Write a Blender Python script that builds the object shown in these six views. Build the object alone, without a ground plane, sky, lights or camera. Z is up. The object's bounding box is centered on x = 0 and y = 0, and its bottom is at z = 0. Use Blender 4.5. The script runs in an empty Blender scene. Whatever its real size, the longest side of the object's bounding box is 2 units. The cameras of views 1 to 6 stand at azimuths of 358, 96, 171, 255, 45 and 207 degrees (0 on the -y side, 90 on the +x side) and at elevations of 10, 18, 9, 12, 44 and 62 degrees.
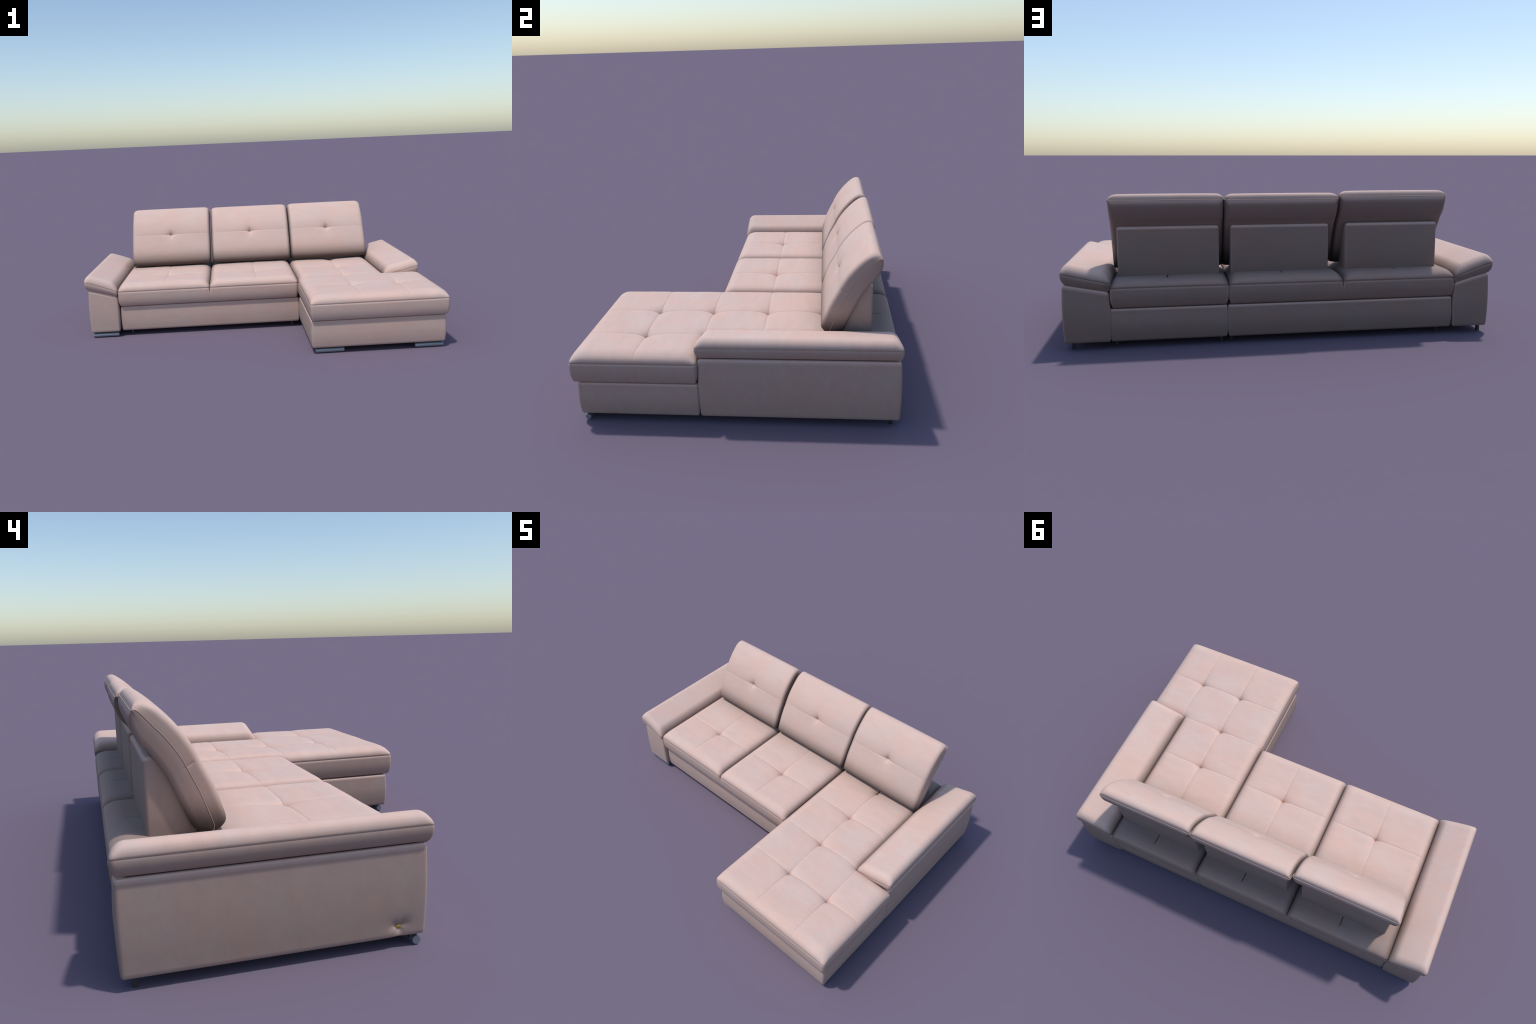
# Corner sofa with a chaise: rounded, tufted upholstery built from procedural cushions.
import bpy, bmesh, math
from mathutils import Vector, noise as mnoise

# ------------------------------------------------------------------ materials
def new_mat(name):
    m = bpy.data.materials.new(name)
    m.use_nodes = True
    nt = m.node_tree
    return m, nt, nt.nodes["Principled BSDF"]

FAB_ROSE = (0.738, 0.501, 0.410, 1)
FAB_GREY = (0.703, 0.528, 0.453, 1)
BAKED_SHADE_RIGHT, BAKED_SHADE_LEFT, BAKED_SHADE_REAR, BAKED_SHADE_FRONT = 0.54, 0.44, 0.30, 0.70

def fabric_material(name="suede_fabric", baked_fade=None, baked_gap_shade=None):
    """fade = (axis, from, to, value, only_tops): shade painted in along an axis, down to `value`.
    soil = (list of x, reach, value, y_from): occlusion darkened into the colour near the joints at those x."""
    m, nt, bsdf = new_mat(name)
    N, L = nt.nodes, nt.links
    tc = N.new("ShaderNodeTexCoord")
    mp = N.new("ShaderNodeMapping"); mp.inputs["Scale"].default_value = (1.0, 1.15, 1.1)
    L.new(tc.outputs["Object"], mp.inputs["Vector"])
    def noise(scale, detail, rough, dist=0.0, vec=None):
        n = N.new("ShaderNodeTexNoise")
        n.inputs["Scale"].default_value = scale
        n.inputs["Detail"].default_value = detail
        n.inputs["Roughness"].default_value = rough
        n.inputs["Distortion"].default_value = dist
        L.new(vec or mp.outputs["Vector"], n.inputs["Vector"])
        return n
    # broad blotches where the nap lies differently: rosy against greyish beige
    big = noise(5.0, 4.0, 0.55, 0.3)
    ramp = N.new("ShaderNodeValToRGB")
    e = ramp.color_ramp.elements
    e[0].position, e[0].color = 0.39, FAB_ROSE
    e[1].position, e[1].color = 0.61, FAB_GREY
    mid = noise(38.0, 4.0, 0.6, 0.4)
    both = N.new("ShaderNodeMix"); both.inputs["Factor"].default_value = 0.42
    L.new(big.outputs["Fac"], both.inputs["A"]); L.new(mid.outputs["Fac"], both.inputs["B"])
    L.new(both.outputs["Result"], ramp.inputs["Fac"])
    # streaky brushing of the nap
    mp2 = N.new("ShaderNodeMapping"); mp2.inputs["Scale"].default_value = (7.0, 26.0, 16.0)
    L.new(tc.outputs["Object"], mp2.inputs["Vector"])
    streak = noise(1.0, 5.0, 0.6, 0.6, mp2.outputs["Vector"])
    mr = N.new("ShaderNodeMapRange")
    mr.inputs["From Min"].default_value = 0.3; mr.inputs["From Max"].default_value = 0.7
    mr.inputs["To Min"].default_value = 0.965; mr.inputs["To Max"].default_value = 1.03
    L.new(streak.outputs["Fac"], mr.inputs["Value"])
    fine = noise(260.0, 3.0, 0.6)
    mr2 = N.new("ShaderNodeMapRange")
    mr2.inputs["From Min"].default_value = 0.3; mr2.inputs["From Max"].default_value = 0.7
    mr2.inputs["To Min"].default_value = 0.975; mr2.inputs["To Max"].default_value = 1.025
    L.new(fine.outputs["Fac"], mr2.inputs["Value"])
    mul = N.new("ShaderNodeMath"); mul.operation = 'MULTIPLY'
    L.new(mr.outputs["Result"], mul.inputs[0]); L.new(mr2.outputs["Result"], mul.inputs[1])
    # shading baked into base colour by facing: tops full, upright and rear panels darkened
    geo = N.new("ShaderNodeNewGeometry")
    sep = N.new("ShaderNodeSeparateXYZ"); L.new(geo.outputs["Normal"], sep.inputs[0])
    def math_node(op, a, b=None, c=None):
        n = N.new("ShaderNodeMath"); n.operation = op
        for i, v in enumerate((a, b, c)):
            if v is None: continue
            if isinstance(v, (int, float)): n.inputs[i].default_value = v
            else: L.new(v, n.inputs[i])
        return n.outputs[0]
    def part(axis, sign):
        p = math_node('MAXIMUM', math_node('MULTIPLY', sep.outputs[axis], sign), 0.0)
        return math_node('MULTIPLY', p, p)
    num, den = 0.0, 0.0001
    for axis, sign, f in (("X", 1, BAKED_SHADE_RIGHT), ("X", -1, BAKED_SHADE_LEFT), ("Y", 1, BAKED_SHADE_REAR), ("Y", -1, BAKED_SHADE_FRONT)):
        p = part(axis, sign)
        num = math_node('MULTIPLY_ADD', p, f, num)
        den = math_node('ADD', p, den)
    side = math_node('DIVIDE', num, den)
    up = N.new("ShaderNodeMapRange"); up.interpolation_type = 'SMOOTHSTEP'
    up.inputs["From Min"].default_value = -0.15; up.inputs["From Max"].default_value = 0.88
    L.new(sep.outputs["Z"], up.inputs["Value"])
    nap = N.new("ShaderNodeMix")  # per-facing shade multiplier for the cloth colour
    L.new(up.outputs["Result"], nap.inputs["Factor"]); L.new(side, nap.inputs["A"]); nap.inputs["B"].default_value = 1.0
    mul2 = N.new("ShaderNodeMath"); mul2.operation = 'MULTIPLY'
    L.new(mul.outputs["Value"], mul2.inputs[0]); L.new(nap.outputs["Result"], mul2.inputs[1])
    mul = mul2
    if baked_fade:
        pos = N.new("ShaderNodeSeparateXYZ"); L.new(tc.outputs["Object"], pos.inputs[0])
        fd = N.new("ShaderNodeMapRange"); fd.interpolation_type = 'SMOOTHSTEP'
        fd.inputs["From Min"].default_value = baked_fade[1]; fd.inputs["From Max"].default_value = baked_fade[2]
        fd.inputs["To Min"].default_value = 1.0; fd.inputs["To Max"].default_value = baked_fade[3]
        L.new(pos.outputs[baked_fade[0]], fd.inputs["Value"])
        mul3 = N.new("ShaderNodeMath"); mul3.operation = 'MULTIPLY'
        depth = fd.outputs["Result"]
        if baked_fade[4]:                        # only where the cloth faces up
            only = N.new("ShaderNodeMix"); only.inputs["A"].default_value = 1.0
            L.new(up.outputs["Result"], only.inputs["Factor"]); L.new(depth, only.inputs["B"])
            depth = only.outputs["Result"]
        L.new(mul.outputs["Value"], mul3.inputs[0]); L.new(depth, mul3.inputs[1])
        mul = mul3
    if baked_gap_shade:
        lines, reach, value, y_from = baked_gap_shade
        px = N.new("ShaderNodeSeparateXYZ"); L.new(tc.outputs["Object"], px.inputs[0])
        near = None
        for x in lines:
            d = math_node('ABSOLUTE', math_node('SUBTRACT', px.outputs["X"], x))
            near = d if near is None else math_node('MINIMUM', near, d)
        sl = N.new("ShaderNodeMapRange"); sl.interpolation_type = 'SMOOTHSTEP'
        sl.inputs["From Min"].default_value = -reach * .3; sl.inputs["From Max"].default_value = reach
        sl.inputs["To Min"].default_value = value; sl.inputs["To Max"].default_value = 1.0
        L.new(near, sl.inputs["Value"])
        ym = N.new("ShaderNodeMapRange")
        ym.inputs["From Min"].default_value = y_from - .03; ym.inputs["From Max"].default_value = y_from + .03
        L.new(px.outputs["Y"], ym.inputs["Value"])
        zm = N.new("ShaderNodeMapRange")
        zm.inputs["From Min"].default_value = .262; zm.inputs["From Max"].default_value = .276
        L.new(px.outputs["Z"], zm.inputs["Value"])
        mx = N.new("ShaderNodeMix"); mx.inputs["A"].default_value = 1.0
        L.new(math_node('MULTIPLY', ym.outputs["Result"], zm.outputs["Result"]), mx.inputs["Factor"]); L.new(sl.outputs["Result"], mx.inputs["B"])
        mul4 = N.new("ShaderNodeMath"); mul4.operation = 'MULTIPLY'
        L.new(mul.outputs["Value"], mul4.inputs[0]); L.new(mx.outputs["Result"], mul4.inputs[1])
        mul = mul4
    sc = N.new("ShaderNodeVectorMath"); sc.operation = 'SCALE'
    L.new(ramp.outputs["Color"], sc.inputs[0]); L.new(mul.outputs["Value"], sc.inputs["Scale"])
    L.new(sc.outputs["Vector"], bsdf.inputs["Base Color"])
    bsdf.inputs["Roughness"].default_value = 0.82
    bsdf.inputs["Specular IOR Level"].default_value = 0.25
    bsdf.inputs["Sheen Weight"].default_value = 0.06
    bsdf.inputs["Sheen Roughness"].default_value = 0.5
    bump = N.new("ShaderNodeBump"); bump.inputs["Strength"].default_value = 0.12
    bump.inputs["Distance"].default_value = 0.001
    L.new(fine.outputs["Fac"], bump.inputs["Height"])
    L.new(bump.outputs["Normal"], bsdf.inputs["Normal"])
    return m

def plain_material(name, col, rough, metal=0.0, grain=0.06, scale=120):
    m, nt, bsdf = new_mat(name)
    N, L = nt.nodes, nt.links
    tc = N.new("ShaderNodeTexCoord")
    n = N.new("ShaderNodeTexNoise"); n.inputs["Scale"].default_value = scale
    L.new(tc.outputs["Object"], n.inputs["Vector"])
    r = N.new("ShaderNodeValToRGB")
    r.color_ramp.elements[0].color = tuple(c * (1 - grain) for c in col) + (1,)
    r.color_ramp.elements[1].color = tuple(min(1, c * (1 + grain)) for c in col) + (1,)
    L.new(n.outputs["Fac"], r.inputs["Fac"]); L.new(r.outputs["Color"], bsdf.inputs["Base Color"])
    bsdf.inputs["Roughness"].default_value = rough
    bsdf.inputs["Metallic"].default_value = metal
    return m

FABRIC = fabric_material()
BACK_FABRIC = fabric_material("suede_fabric_back", ("Z", .435, .325, .17, False), ((-.2565, .276), .026, .30, -1.0))    # contact shadow tinted into the cushion foot and the side gaps
SEAT_FABRIC = fabric_material("suede_fabric_seat", ("Y", .20, .60, .52, True), ((-.808, -.264, .2655, .783), .034, .42, -.14))       # backrest shade and joint occlusion painted onto the seat tops
METAL = plain_material("satin_chrome", (0.29, 0.33, 0.36), 0.5, 0.8)
BLACK = plain_material("black_plastic", (0.022, 0.028, 0.026), 0.5)
BRASS = plain_material("brass", (0.45, 0.33, 0.06), 0.45, 0.5)

PAD_FABRIC = fabric_material("suede_fabric_pad", None, ((-.806, .781), .045, .50, -.13))  # inner edges coloured darker for the shadow where pads meet the seat
# ------------------------------------------------------------------ scene helpers
ROOT = bpy.data.objects.new("corner_sofa", None)
ROOT.empty_display_size = 0.2
bpy.context.collection.objects.link(ROOT)
ROOT["label"] = "pale pink suede corner sofa with chaise and tilted backrests"
ROOT["category"] = "corner sofa"

def link(name, me, mat, parent=None, smooth=True):
    ob = bpy.data.objects.new(name, me)
    bpy.context.collection.objects.link(ob)
    ob.parent = parent or ROOT
    if mat:
        me.materials.append(mat)
    for p in me.polygons:
        p.use_smooth = smooth
    return ob

def bm_object(name, bm, mat, parent=None, smooth=True):
    bmesh.ops.recalc_face_normals(bm, faces=bm.faces[:])
    me = bpy.data.meshes.new(name)
    bm.to_mesh(me); bm.free()
    return link(name, me, mat, parent, smooth)

def sstep(a, b, x):
    t = min(1.0, max(0.0, (x - a) / (b - a)))
    return t * t * (3 - 2 * t)

def axis(lo, hi, step, edges=(), creases=()):
    """Grid lines from lo to hi, packed closely at rounded edges and at creases."""
    pts = []
    n = max(2, round((hi - lo) / step))
    pts += [lo + (hi - lo) * i / n for i in range(n + 1)]
    for e, s in edges:
        pts += [e + s * d for d in (0, .0006, .0018, .0036, .006, .0085, .012, .016, .021, .027, .034)]
    for c in creases:
        for d in (0, .0012, .0025, .004, .006, .0085, .0115, .015):
            pts += [c - d, c + d]
    must = [lo, hi] + [e for e, _ in edges] + list(creases)
    pts = sorted(p for p in pts if lo <= p <= hi)
    out = []
    for p in pts:
        if out and p - out[-1] < 0.0005:
            if any(abs(p - m) < 1e-7 for m in must):
                out[-1] = p
            continue
        out.append(p)
    out[0], out[-1] = lo, hi
    return out

# ------------------------------------------------------------------ cushion builder
def cushion(name, x0, x1, y0, y1, z_seam, puff, width, rings, radius=.016, notch=None,
            tuft=None, lift=None, creases=((), ()), step=.007, split=None, power=2.05, flare=0.0, soft=False, mat=None,
            dent=None, crown=0.0):
    """Upholstered block: a puffed top over the plan (a rectangle, or one with the corner
    beyond `notch` cut away), and a skirt of rings (outset, z) below the seam.
    split = side ('+x' or '-x') where it butts against a twin cushion."""
    ex = [(x0, 1), (x1, -1)]; ey = [(y0, 1), (y1, -1)]
    if notch:
        ex.append((notch[0], -1)); ey.append((notch[1], -1))
    X = axis(x0, x1, step, ex, creases[0]); Y = axis(y0, y1, step, ey, creases[1])
    corners = [(x0, y0, 1, 1), (x1, y0, -1, 1), (x0, y1, 1, -1)]
    if notch:
        corners += [(x1, notch[1], -1, -1), (notch[0], y1, -1, -1)]
    else:
        corners.append((x1, y1, -1, -1))
    inside = lambda x, y: not (notch and x > notch[0] + 1e-6 and y > notch[1] + 1e-6)

    def rounded(x, y, r):
        for cx, cy, sx, sy in corners:
            a, b = (x - cx) * sx, (y - cy) * sy
            if -1e-9 <= a < r and -1e-9 <= b < r:
                u, v = 1 - a / r, 1 - b / r
                uu, vv = u * math.sqrt(1 - v * v / 2), v * math.sqrt(1 - u * u / 2)
                return cx + sx * r * (1 - uu), cy + sy * r * (1 - vv)
        return x, y

    def rise(d):
        t = min(1.0, max(0.0, d / width))
        if soft:
            return .3 * (1 - (1 - t) ** 2.4) + .7 * (1 - (1 - t) ** 2.1) ** (1 / 2.1)
        return (1 - (1 - t) ** power) ** (1 / power)

    bm = bmesh.new()
    V, flat = {}, {}
    for i, x in enumerate(X):
        for j, y in enumerate(Y):
            if not inside(x, y):
                continue
            h = rise(min(x - x0, x1 - x)) * rise(min(y - y0, y1 - y))
            if notch:
                h *= rise(math.hypot(max(0, notch[0] - x), max(0, notch[1] - y)))
            z = z_seam + puff * h
            if crown:
                z += crown * h * (1 - ((2 * x - x0 - x1) / (x1 - x0)) ** 2) * (1 - ((2 * y - y0 - y1) / (y1 - y0)) ** 2)
            if tuft:
                z -= tuft(x, y) * min(1, h * h)
            px, py = rounded(x, y, radius)
            if lift:
                z += lift(px, z)
            V[i, j] = bm.verts.new((px, py, z)); flat[V[i, j]] = (x, y)
    for i in range(len(X) - 1):
        for j in range(len(Y) - 1):
            q = [(i, j), (i + 1, j), (i + 1, j + 1), (i, j + 1)]
            if all(k in V for k in q):
                xm, ym = (X[i] + X[i + 1]) / 2, (Y[j] + Y[j + 1]) / 2
                if inside(xm, ym):
                    bm.faces.new([V[k] for k in q])
    # walk the border anticlockwise
    nxt = {}
    for e in bm.edges:
        if len(e.link_faces) == 1:
            l = e.link_loops[0]
            nxt[l.vert] = l.link_loop_next.vert
    start = next(iter(nxt)); loop = [start]
    while nxt[loop[-1]] is not start:
        loop.append(nxt[loop[-1]])
    n = len(loop)
    side = {'+x': x1, '-x': x0}.get(split)
    on_split = [side is not None and abs(flat[v][0] - side) < 1e-6 for v in loop]
    nor = []
    for k, v in enumerate(loop):
        a, b = loop[k - 1].co, loop[(k + 1) % n].co
        d1 = (v.co - a).xy.normalized(); d2 = (b - v.co).xy.normalized()
        m = Vector((d1.y + d2.y, -d1.x - d2.x)); m.normalize()
        m /= max(.6, m.dot(Vector((d1.y, -d1.x))))
        nor.append(m)
    if flare:
        for k, v in enumerate(loop):
            if not on_split[k]:
                v.co.x += nor[k].x * flare; v.co.y += nor[k].y * flare
    prev = loop
    for off, z in rings:
        cur = []
        for k, v in enumerate(loop):
            fx, fy = flat[v]
            base = Vector((v.co.x, v.co.y)); m = nor[k].copy()
            if side is not None and abs(fx - side) < radius + 1e-6:
                base = base.lerp(Vector((fx, fy)), sstep(z_seam, z_seam - .040, z))
                w = 0 if on_split[k] else sstep(0, radius, abs(fx - side))
                m.x *= w
                if abs(fy - y0) < radius: m.y = -1
                elif abs(fy - y1) < radius: m.y = 1
            p = base + m * off
            if off < -.007 and not notch:      # keep deep insets inside a plain inset rectangle
                ins = -off if side is None else 0
                p.x = min(max(p.x, x0 + ins), x1 - ins); p.y = min(max(p.y, y0 - off), y1 + off)
            zz = z + (lift(v.co.x, z) if lift else 0)
            co = Vector((p.x, p.y, zz))
            if dent:
                co += dent(co)
            cur.append(bm.verts.new(co))
        for k in range(n):
            k2 = (k + 1) % n
            if on_split[k] and on_split[k2] and z < z_seam - .042:
                continue
            bm.faces.new([prev[k], cur[k], cur[k2], prev[k2]])
        prev = cur
    if split is None:
        try:
            bm.faces.new(prev)
        except ValueError:
            pass
    me = bpy.data.meshes.new(name)
    bmesh.ops.recalc_face_normals(bm, faces=bm.faces[:])
    bm.to_mesh(me); bm.free()
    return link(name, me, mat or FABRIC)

def tufting(buttons, xlines, ylines, slits=(), sag=0.0):
    """buttons: pulled-in points; xlines: (y, xa, xb) creases along x; ylines: (x, ya, yb);
    slits: (x, ya, yb) deep narrow folds."""
    def near(x, y):
        return min(math.hypot(x - bx, y - by) for bx, by in buttons)
    def f(x, y):
        d = near(x, y)
        t = .0135 * math.exp(-d / .016) + .006 * math.exp(-d / .055)
        along = .0020 + .0080 * math.exp(-d / .060)
        for yl, xa, xb in xlines:
            s = abs(y - yl)
            if s < .08:
                m = sstep(xa - .012, xa + .03, x) * sstep(xb + .012, xb - .03, x)
                t += m * (along * math.exp(-s / .013) + .0013 * math.exp(-(s / .0028) ** 2))
        for xl, ya, yb in ylines:
            s = abs(x - xl)
            if s < .08:
                m = sstep(ya - .012, ya + .04, y) * sstep(yb + .012, yb - .04, y)
                t += m * (along * .9 * math.exp(-s / .013) + .0011 * math.exp(-(s / .0028) ** 2))
        for xl, ya, yb in slits:
            s = abs(x - xl)
            if s < .03:
                t += sstep(ya - .006, ya + .008, y) * sstep(yb + .008, yb - .008, y) * \
                    (.013 * math.exp(-(s / .0020) ** 2) + .002 * math.exp(-s / .008))
        # slight irregular give of the filling
        t += .0016 * mnoise.noise((x * 9, y * 9, 3.1)) + .0008 * mnoise.noise((x * 27, y * 27, 7.7))
        return t + sag * sstep(.24, .50, y)
    return f

def skirt(*keys):
    """Interpolate (outset, z) keys to a finer list of rings."""
    P = [Vector(k) for k in keys]
    P = [2 * P[0] - P[1]] + P + [2 * P[-1] - P[-2]]
    out = []
    for a, b, c, d in zip(P, P[1:], P[2:], P[3:]):
        k = max(1, round(abs(c.y - b.y) / .005))
        for i in range(k):
            t = i / k
            y = b.y + (c.y - b.y) * t
            m0 = (c.x - a.x) / (c.y - a.y) * (c.y - b.y); m1 = (d.x - b.x) / (d.y - b.y) * (c.y - b.y)
            x = (2*t**3 - 3*t*t + 1)*b.x + (t**3 - 2*t*t + t)*m0 + (-2*t**3 + 3*t*t)*c.x + (t**3 - t*t)*m1
            out.append((x, y))
    return out + [keys[-1]]

# seam groove, bulging band, rounded lower edge, underside
BAND = [(-.0022, .2725), (-.0004, .2705)] + skirt((.0012, .264), (.0022, .240), (.0010, .220), (-.003, .202), (-.0065, .193)) + \
       [(-.0085, .1885), (-.012, .185), (-.017, .1832), (-.024, .1828), (-.06, .183)]

Z_SEAM = .2745
PUFF = .043

# ------------------------------------------------------------------ seats
BX = (-.530, .016)                       # seat buttons in x
BY = .110
SEAT_SPLIT = -.264
for name, xa, xb, bx, sp in (("seat_cushion", -.808, SEAT_SPLIT, BX[0], '+x'),
                             ("seat_cushion", SEAT_SPLIT, .2645, BX[1], '-x')):
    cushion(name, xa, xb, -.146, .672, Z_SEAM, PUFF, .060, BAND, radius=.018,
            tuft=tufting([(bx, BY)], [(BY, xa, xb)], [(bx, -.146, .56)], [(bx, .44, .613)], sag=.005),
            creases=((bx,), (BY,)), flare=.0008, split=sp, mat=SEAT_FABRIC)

# ------------------------------------------------------------------ chaise
CX0, CX1, CY0, CY1 = .2665, .9975, -.674, .674
NOTCH = (.783, -.1455)
CB = [(.536, .108), (.536, -.146), (.536, -.400), (.789, -.400), (.536, .362)]
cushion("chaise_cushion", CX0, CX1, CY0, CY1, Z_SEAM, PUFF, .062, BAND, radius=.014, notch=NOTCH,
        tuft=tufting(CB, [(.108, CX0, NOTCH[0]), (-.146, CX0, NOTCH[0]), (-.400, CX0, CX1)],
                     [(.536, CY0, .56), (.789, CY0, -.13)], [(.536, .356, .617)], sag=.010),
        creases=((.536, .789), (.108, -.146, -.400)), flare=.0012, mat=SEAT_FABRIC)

# ------------------------------------------------------------------ bases below the seats
def plinth(top, bottom, bulge):
    h = top - bottom
    return skirt((.002, top - .004), (bulge, top - .45 * h), (bulge * .75, top - .72 * h), (0.0, bottom + .009)) + \
        [(-.003, bottom + .003), (-.008, bottom), (-.05, bottom + .001)]

cushion("seat_base", -.799, .2664, -.122, .662, .1755, .003, .008, plinth(.1755, .031, .005), radius=.006)
cushion("chaise_base", .2728, .984, -.650, .662, .1755, .003, .008, plinth(.1755, .031, .006), radius=.009,
        notch=(.787, -.1465))

# ------------------------------------------------------------------ arms
def piecewise(pts):
    def f(x):
        if x <= pts[0][0]: 
            (xa, za), (xb, zb) = pts[0], pts[1]
        elif x >= pts[-1][0]:
            (xa, za), (xb, zb) = pts[-2], pts[-1]
        else:
            for (xa, za), (xb, zb) in zip(pts, pts[1:]):
                if xa <= x <= xb: break
        return za + (zb - za) * (x - xa) / (xb - xa)
    return f

def smooth_slope(xa, za, xb, zb, bow):
    """Seam height across the arm: straight from a to b, bowed up by `bow` in the middle."""
    def f(x):
        t = (x - xa) / (xb - xa)
        return za + (zb - za) * t + bow * 4 * t * (1 - t) - Z_ARM
    return f

Z_ARM = .30
PAD = [(-.0006, Z_ARM - .0008)] + \
      skirt((-.0002, Z_ARM - .0025), (.0006, Z_ARM - .010), (-.0004, Z_ARM - .022), (-.0045, Z_ARM - .034)) + \
      [(-.0095, Z_ARM - .0425), (-.016, Z_ARM - .0485), (-.024, Z_ARM - .052), (-.034, Z_ARM - .053), (-.06, Z_ARM - .053)]

LEFT_TOP, RIGHT_TOP = smooth_slope(-.9985, .344, -.808, .277, .004), smooth_slope(.9905, .345, .781, .296, -.002)
LEFT_LOW, RIGHT_LOW = smooth_slope(-.9985, .345, -.808, .295, .002), smooth_slope(.9905, .345, .781, .304, 0)

def pad_lift(x, z, top, low):
    t = min(1, max(0, (z - (Z_ARM - .053)) / .053))
    return top(x) * t + low(x) * (1 - t)

for name, xa, xb, top, low in (("armrest_pad", -.9985, -.808, LEFT_TOP, LEFT_LOW),
                               ("armrest_pad", .781, .9905, RIGHT_TOP, RIGHT_LOW)):
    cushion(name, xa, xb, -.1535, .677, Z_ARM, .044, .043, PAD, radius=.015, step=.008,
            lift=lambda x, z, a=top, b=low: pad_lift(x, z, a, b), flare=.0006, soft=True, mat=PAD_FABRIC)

TAG = Vector((-.984, -.064, .062))
def tag_dent(co):
    if co.x > -.95: return Vector((0, 0, 0))
    dy, dz = co.y - TAG.y, co.z - TAG.z
    r = math.hypot(dy, dz)
    if r > .09: return Vector((0, 0, 0))
    a = math.atan2(dz, dy)
    folds = 1 + .30 * math.cos(3 * a - 1.2) * min(1, r / .02)
    return Vector((.0125 * math.exp(-(r / .020) ** 1.4) * folds, 0, 0))

ARM_TOP = .2385
def arm_base(name, xa, xb, line, dent=None, extra=()):
    rings = skirt((.001, ARM_TOP - .003), (.0045, ARM_TOP - .075), (.0045, ARM_TOP - .13), (.001, .045)) + \
        [(0, .040), (-.0012, .036), (-.004, .033), (-.010, .0315), (-.05, .032)]
    if dent:
        rings = [r for a, b in zip(rings, rings[1:]) for r in (a, ((a[0] + b[0]) / 2, (a[1] + b[1]) / 2))] + rings[-1:]
    return cushion(name, xa, xb, -.1415, .6695, ARM_TOP, .012, .014, rings, radius=.010, dent=dent,
                   creases=((), extra),
                   lift=lambda x, z: line(x) * sstep(.04, ARM_TOP, z), power=2)

left_base = arm_base("armrest_base", -.980, -.8105, LEFT_LOW, tag_dent, (TAG.y,))
arm_base("armrest_base", .7895, .985, RIGHT_LOW)

# small oval brass badge pulled into the left arm
bm = bmesh.new()
bmesh.ops.create_uvsphere(bm, u_segments=24, v_segments=12, radius=1)
for v in bm.verts:
    v.co = Vector((v.co.x * .0016, v.co.y * .0092, v.co.z * .0046))
badge = bm_object("badge", bm, BRASS, left_base)
badge.location = (TAG.x + .0105, TAG.y, TAG.z)

# ------------------------------------------------------------------ back cushions
def catmull(P, m=14):
    out = []
    Q = [2 * P[0] - P[1]] + P + [2 * P[-1] - P[-2]]
    for a, b, c, d in zip(Q, Q[1:], Q[2:], Q[3:]):
        for i in range(m):
            t = i / m
            out.append(.5 * (2 * b + (c - a) * t + (2 * a - 5 * b + 4 * c - d) * t * t + (3 * b - a - 3 * c + d) * t ** 3))
    return out + [P[-1]]

def resample(pts, params):
    acc = [0]
    for a, b in zip(pts, pts[1:]):
        acc.append(acc[-1] + (b - a).length)
    out, k = [], 0
    for s in params:
        d = s * acc[-1]
        while k < len(acc) - 2 and acc[k + 1] < d:
            k += 1
        t = (d - acc[k]) / max(1e-9, acc[k + 1] - acc[k])
        out.append(pts[k].lerp(pts[k + 1], min(1, t)))
    return out, acc[-1]

# side outline (y, z): front from the underside up over the crest, back likewise
FRONT = [(.398, .322), (.374, .324), (.359, .335), (.353, .353), (.367, .394), (.389, .448), (.423, .510), (.451, .560),
         (.487, .606), (.525, .643), (.556, .666), (.577, .674), (.595, .668), (.605, .648)]
BACK = [(.398, .322), (.426, .321), (.443, .328), (.459, .355), (.493, .428), (.520, .481), (.560, .536), (.586, .564),
        (.602, .590), (.609, .612), (.610, .632), (.605, .648)]

def pitched(points, angle, pivot=(.40, .325)):
    """Tilt a side outline forwards by `angle` about the foot of the cushion."""
    c, n = math.cos(angle), math.sin(angle)
    return [Vector((pivot[0] + (y - pivot[0]) * c - (z - pivot[1]) * n, pivot[1] + (y - pivot[0]) * n + (z - pivot[1]) * c)) for y, z in points]

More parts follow.
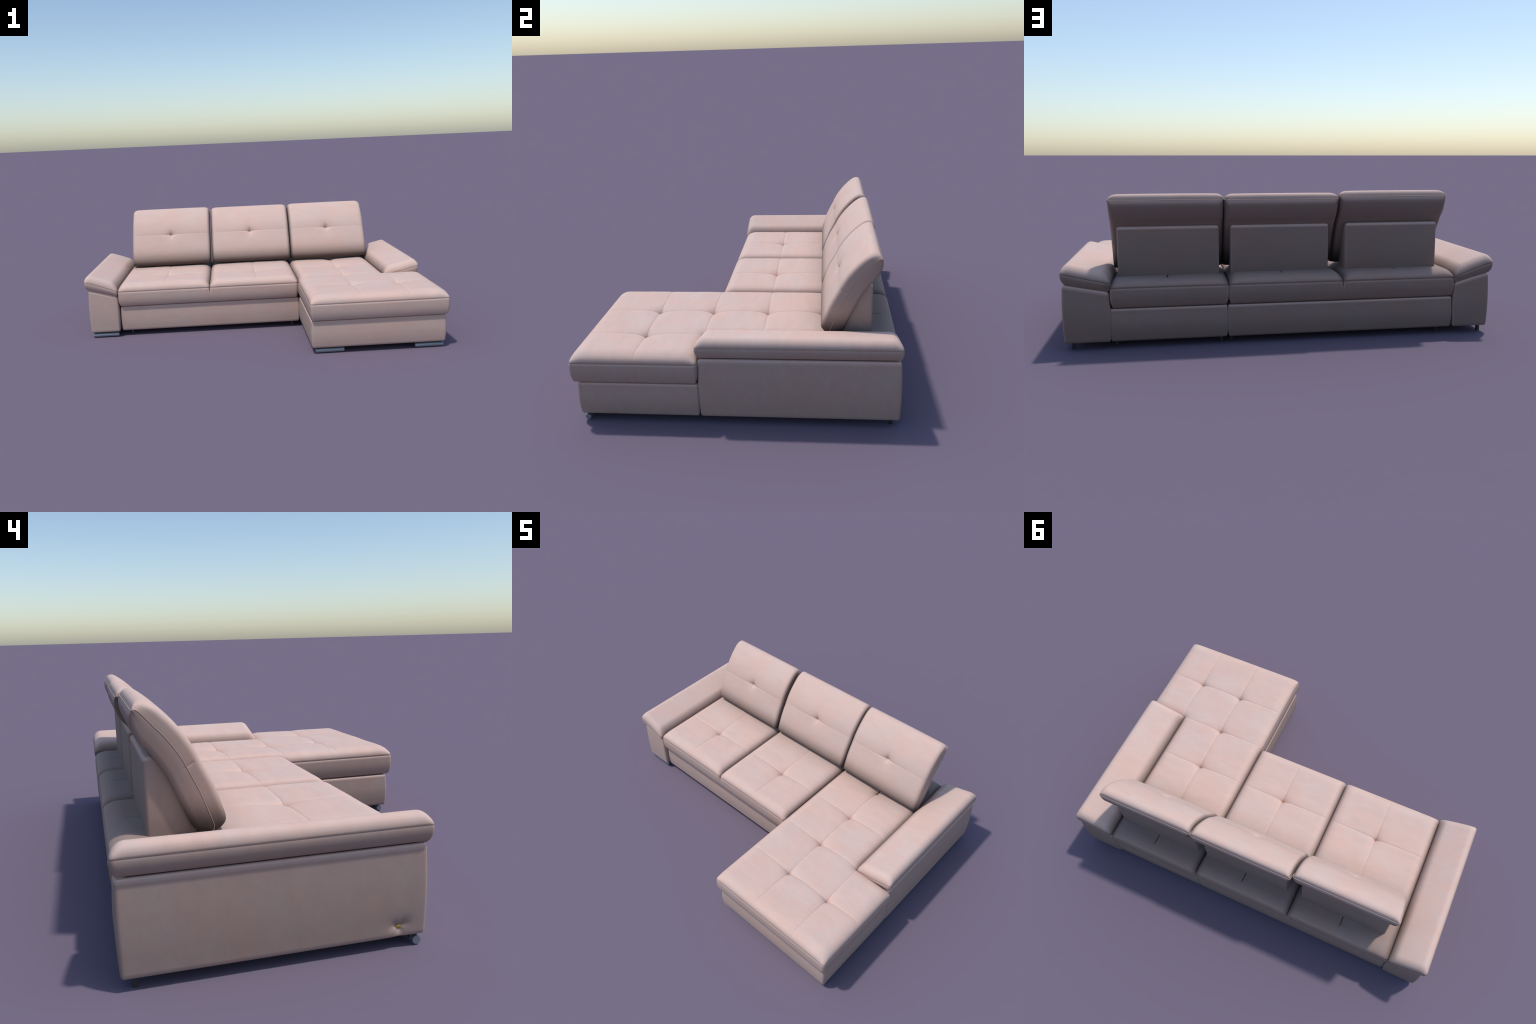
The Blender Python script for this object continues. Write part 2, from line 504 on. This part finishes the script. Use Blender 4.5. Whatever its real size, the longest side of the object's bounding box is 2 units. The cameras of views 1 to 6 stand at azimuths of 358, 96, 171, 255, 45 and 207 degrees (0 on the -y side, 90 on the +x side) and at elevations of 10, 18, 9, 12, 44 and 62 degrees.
def back_cushion(name, xa, xb, bx, pitch=0.0, crease_z=.520):
    w, xc = (xb - xa) / 2, (xa + xb) / 2
    F0 = catmull(pitched(FRONT, pitch)); B0 = catmull(pitched(BACK, pitch))
    # where the front seam lies along the front outline
    acc, sc = 0, 0
    tot = sum((b - a).length for a, b in zip(F0, F0[1:]))
    for a, b in zip(F0, F0[1:]):
        acc += (b - a).length
        if b.y >= crease_z:
            sc = acc / tot; break
    S = [i / 70 for i in range(71)]
    S += [d for d in (.0015, .004, .008)] + [1 - d for d in (.0015, .004, .008)]
    for d in (0, .003, .006, .010, .016, .024):
        S += [sc - d, sc + d]
    S = sorted(set(S))
    F, LF = resample(F0, S); B, LB = resample(B0, S)
    # front columns
    cols = [c + xc for c in axis(-w, w, .011, (), (bx - xc,))]
    rnd, NA = .021, 6
    crest = max(p.y for p in F)
    bm = bmesh.new()
    rings, mids = [], []
    for k, s in enumerate(S):
        f, b = F[k], B[k]
        T = (b - f).length
        d = (b - f) / T if T > 1e-6 else Vector((1, 0))
        r = min(rnd, T * .499)
        a = min(s, 1 - s) * LF
        rc = .016
        ws = w - (.003 if s > .5 else .014) * (1 - math.sqrt(max(0, 1 - (1 - min(1, a / rc)) ** 2)))
        t = (F[min(k + 1, len(F) - 1)] - F[max(k - 1, 0)]).normalized()
        nf = Vector((-t.y, t.x))           # outward of the front in (y, z)
        ring = []
        def put(x, p):                     # upper corners rounded off towards the crest
            q = min(1, max(0, (p.y - crest + .026) / .026))
            ring.append(bm.verts.new((xc + (x - xc) * (1 - .016 / w * (1 - math.sqrt(1 - q * q))), p.x, p.y)))
        inner = ws - r
        fold = .0016 * math.exp(-abs((s - sc) * LF) / .0035)
        for x in cols:                      # front face, left to right
            xx = xc + (x - xc) * inner / w
            u = (xx - xc) / w
            bulge = .0055 * (1 - abs(u) ** 3) * math.sin(math.pi * s)
            dx, ds = xx - bx, (s - sc) * LF
            rr = math.hypot(dx, ds)
            dep = .013 * math.exp(-rr / .014) + .005 * math.exp(-rr / .035)
            dep += (.0008 + .0045 * math.exp(-abs(dx) / .040)) * math.exp(-abs(ds) / .007)
            dep += (.0002 + .004 * math.exp(-abs(ds) / .026)) * math.exp(-abs(dx) / .006)
            put(xx, f + nf * (bulge - dep * sstep(0, .12, s) * sstep(1, .9, s)))
        for i in range(1, NA):              # right front edge
            q = math.pi / 2 * i / NA
            crease = .0012 * math.exp(-abs((s - sc) * LF) / .004)
            put(xc + inner + (r - crease) * math.sin(q), f + d * (r - r * math.cos(q)))
        for i in range(7):                  # right end
            v = i / 6
            put(xc + ws - fold * sstep(.55, .3, v) + .003 * math.sin(math.pi * v) * min(1, T / .05), f + d * (r + (T - 2 * r) * v))
        for i in range(1, NA):
            q = math.pi / 2 * i / NA
            put(xc + inner + r * math.cos(q), f + d * (T - r + r * math.sin(q)))
        for x in reversed(cols):            # back face
            put(xc + (x - xc) * inner / w, b)
        for i in range(1, NA):
            q = math.pi / 2 * i / NA
            put(xc - inner - r * math.sin(q), f + d * (T - r + r * math.cos(q)))
        for i in range(7):
            v = 1 - i / 6
            put(xc - ws + fold * sstep(.55, .3, v) - .003 * math.sin(math.pi * v) * min(1, T / .05), f + d * (r + (T - 2 * r) * v))
        for i in range(1, NA):
            q = math.pi / 2 * i / NA
            put(xc - inner - r * math.cos(q), f + d * (r - r * math.sin(q)))
        rings.append(ring)
        g = .42
        mids.append((f + d * T * g, ws + .0001 + .003 * math.sin(math.pi * g) * min(1, T / .05), s))
    for ra, rb in zip(rings, rings[1:]):
        n = len(ra)
        for i in range(n):
            j = (i + 1) % n
            bm.faces.new([ra[i], ra[j], rb[j], rb[i]])
    bmesh.ops.remove_doubles(bm, verts=bm.verts[:], dist=1e-5)
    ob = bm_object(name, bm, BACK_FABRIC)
    # welt along the seam: up one end, over the crest, down the other end
    path = [Vector((xc - ww, p.x, p.y)) for p, ww, s in mids if s > .01]
    path += [Vector((xc + ww, p.x, p.y)) for p, ww, s in reversed(mids) if s > .01]
    tube("seam_welt", path, .0009, ob)
    return ob

def tube(name, path, r, parent, mat=None, n=8):
    bm = bmesh.new(); prev = None
    for k, p in enumerate(path):
        t = (path[min(k + 1, len(path) - 1)] - path[max(k - 1, 0)])
        if t.length < 1e-7: continue
        t.normalize()
        a = t.orthogonal() if prev is None else (ref - t * ref.dot(t))
        a.normalize(); ref = a
        b = t.cross(a)
        ring = [bm.verts.new(p + (a * math.cos(q) + b * math.sin(q)) * r) for q in (2 * math.pi * i / n for i in range(n))]
        if prev:
            for i in range(n):
                bm.faces.new([prev[i], prev[(i + 1) % n], ring[(i + 1) % n], ring[i]])
        prev = ring
    return bm_object(name, bm, mat or FABRIC, parent)

def back_support(name, xa, xb):
    """Wedge that holds a tilted back cushion: upright rear panel, sloped front."""
    prof = [(.569, .296), (.569, .5265), (.546, .5325), (.520, .512), (.496, .470), (.466, .405), (.432, .325), (.430, .296)]
    bm = bmesh.new()
    A = [bm.verts.new((xa, y, z)) for y, z in prof]; B = [bm.verts.new((xb, y, z)) for y, z in prof]
    n = len(prof)
    bm.faces.new(A); bm.faces.new(B[::-1])
    for i in range(n):
        bm.faces.new([A[i], B[i], B[(i + 1) % n], A[(i + 1) % n]])
    bmesh.ops.recalc_face_normals(bm, faces=bm.faces[:])
    bmesh.ops.bevel(bm, geom=bm.edges[:], offset=.012, segments=6, profile=.5, affect='EDGES', clamp_overlap=True)
    ob = bm_object(name, bm, FABRIC)
    return ob

for xa, xb, bx, wa, wb, pitch in ((-.780, -.2625, -.523, -.750, -.298, .042),
                                  (-.2505, .2742, .008, -.215, .246, 0.0),
                                  (.2792, .786, .528, .300, .756, .012)):
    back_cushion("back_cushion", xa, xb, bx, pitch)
    back_support("back_support", wa, wb)

# ------------------------------------------------------------------ feet
def foot_mesh(length, r=.0122):
    bm = bmesh.new()
    bmesh.ops.create_cone(bm, cap_ends=True, segments=32, radius1=r, radius2=r, depth=length)
    caps = [e for e in bm.edges if any(len(f.verts) > 4 for f in e.link_faces)]
    bmesh.ops.bevel(bm, geom=caps, offset=.0012, segments=2, profile=.5, affect='EDGES')
    for v in bm.verts:
        v.co = Vector((v.co.z, v.co.y, v.co.x))
    me = bpy.data.meshes.new("foot"); bmesh.ops.recalc_face_normals(bm, faces=bm.faces[:])
    bm.to_mesh(me); bm.free(); me.materials.append(METAL)
    for p in me.polygons: p.use_smooth = len(p.vertices) <= 4
    return me

R_FOOT = .0122
me = foot_mesh(.152)
for x, y in ((-.896, -.121), (.3695, -.627), (.901, -.627)):
    o = bpy.data.objects.new("foot", me); bpy.context.collection.objects.link(o)
    o.parent = ROOT; o.location = (x, y, R_FOOT)
    # fixing plate joining the bar to the underside
    bm = bmesh.new(); bmesh.ops.create_cube(bm, size=1)
    for v in bm.verts: v.co = Vector((v.co.x * .14, v.co.y * .022, v.co.z * .012))
    pl = bm_object("fixing_plate", bm, BLACK, o, False); pl.location = (0, .008, .0135)

def glide_mesh(kind):
    bm = bmesh.new()
    if kind == "square":
        bmesh.ops.create_cube(bm, size=1)
        for v in bm.verts: v.co = Vector((v.co.x * .015, v.co.y * .014, v.co.z * .036))
        bmesh.ops.bevel(bm, geom=bm.edges[:], offset=.001, segments=2, affect='EDGES')
    else:
        bmesh.ops.create_cone(bm, cap_ends=True, segments=20, radius1=.0065, radius2=.008, depth=.036)
    me = bpy.data.meshes.new("leg"); bmesh.ops.recalc_face_normals(bm, faces=bm.faces[:])
    bm.to_mesh(me); bm.free(); me.materials.append(BLACK)
    return me

sq, rd = glide_mesh("square"), glide_mesh("round")
for m, x, y in ((sq, -.952, .635), (sq, .952, .634), (rd, .765, .62), (rd, .298, .62), (rd, .252, .62), (rd, -.742, .62),
                (rd, -.742, -.095), (rd, .225, -.095), (rd, .300, -.10), (rd, .765, -.10)):
    o = bpy.data.objects.new("leg", m); bpy.context.collection.objects.link(o)
    o.parent = ROOT; o.location = (x, y, .018)
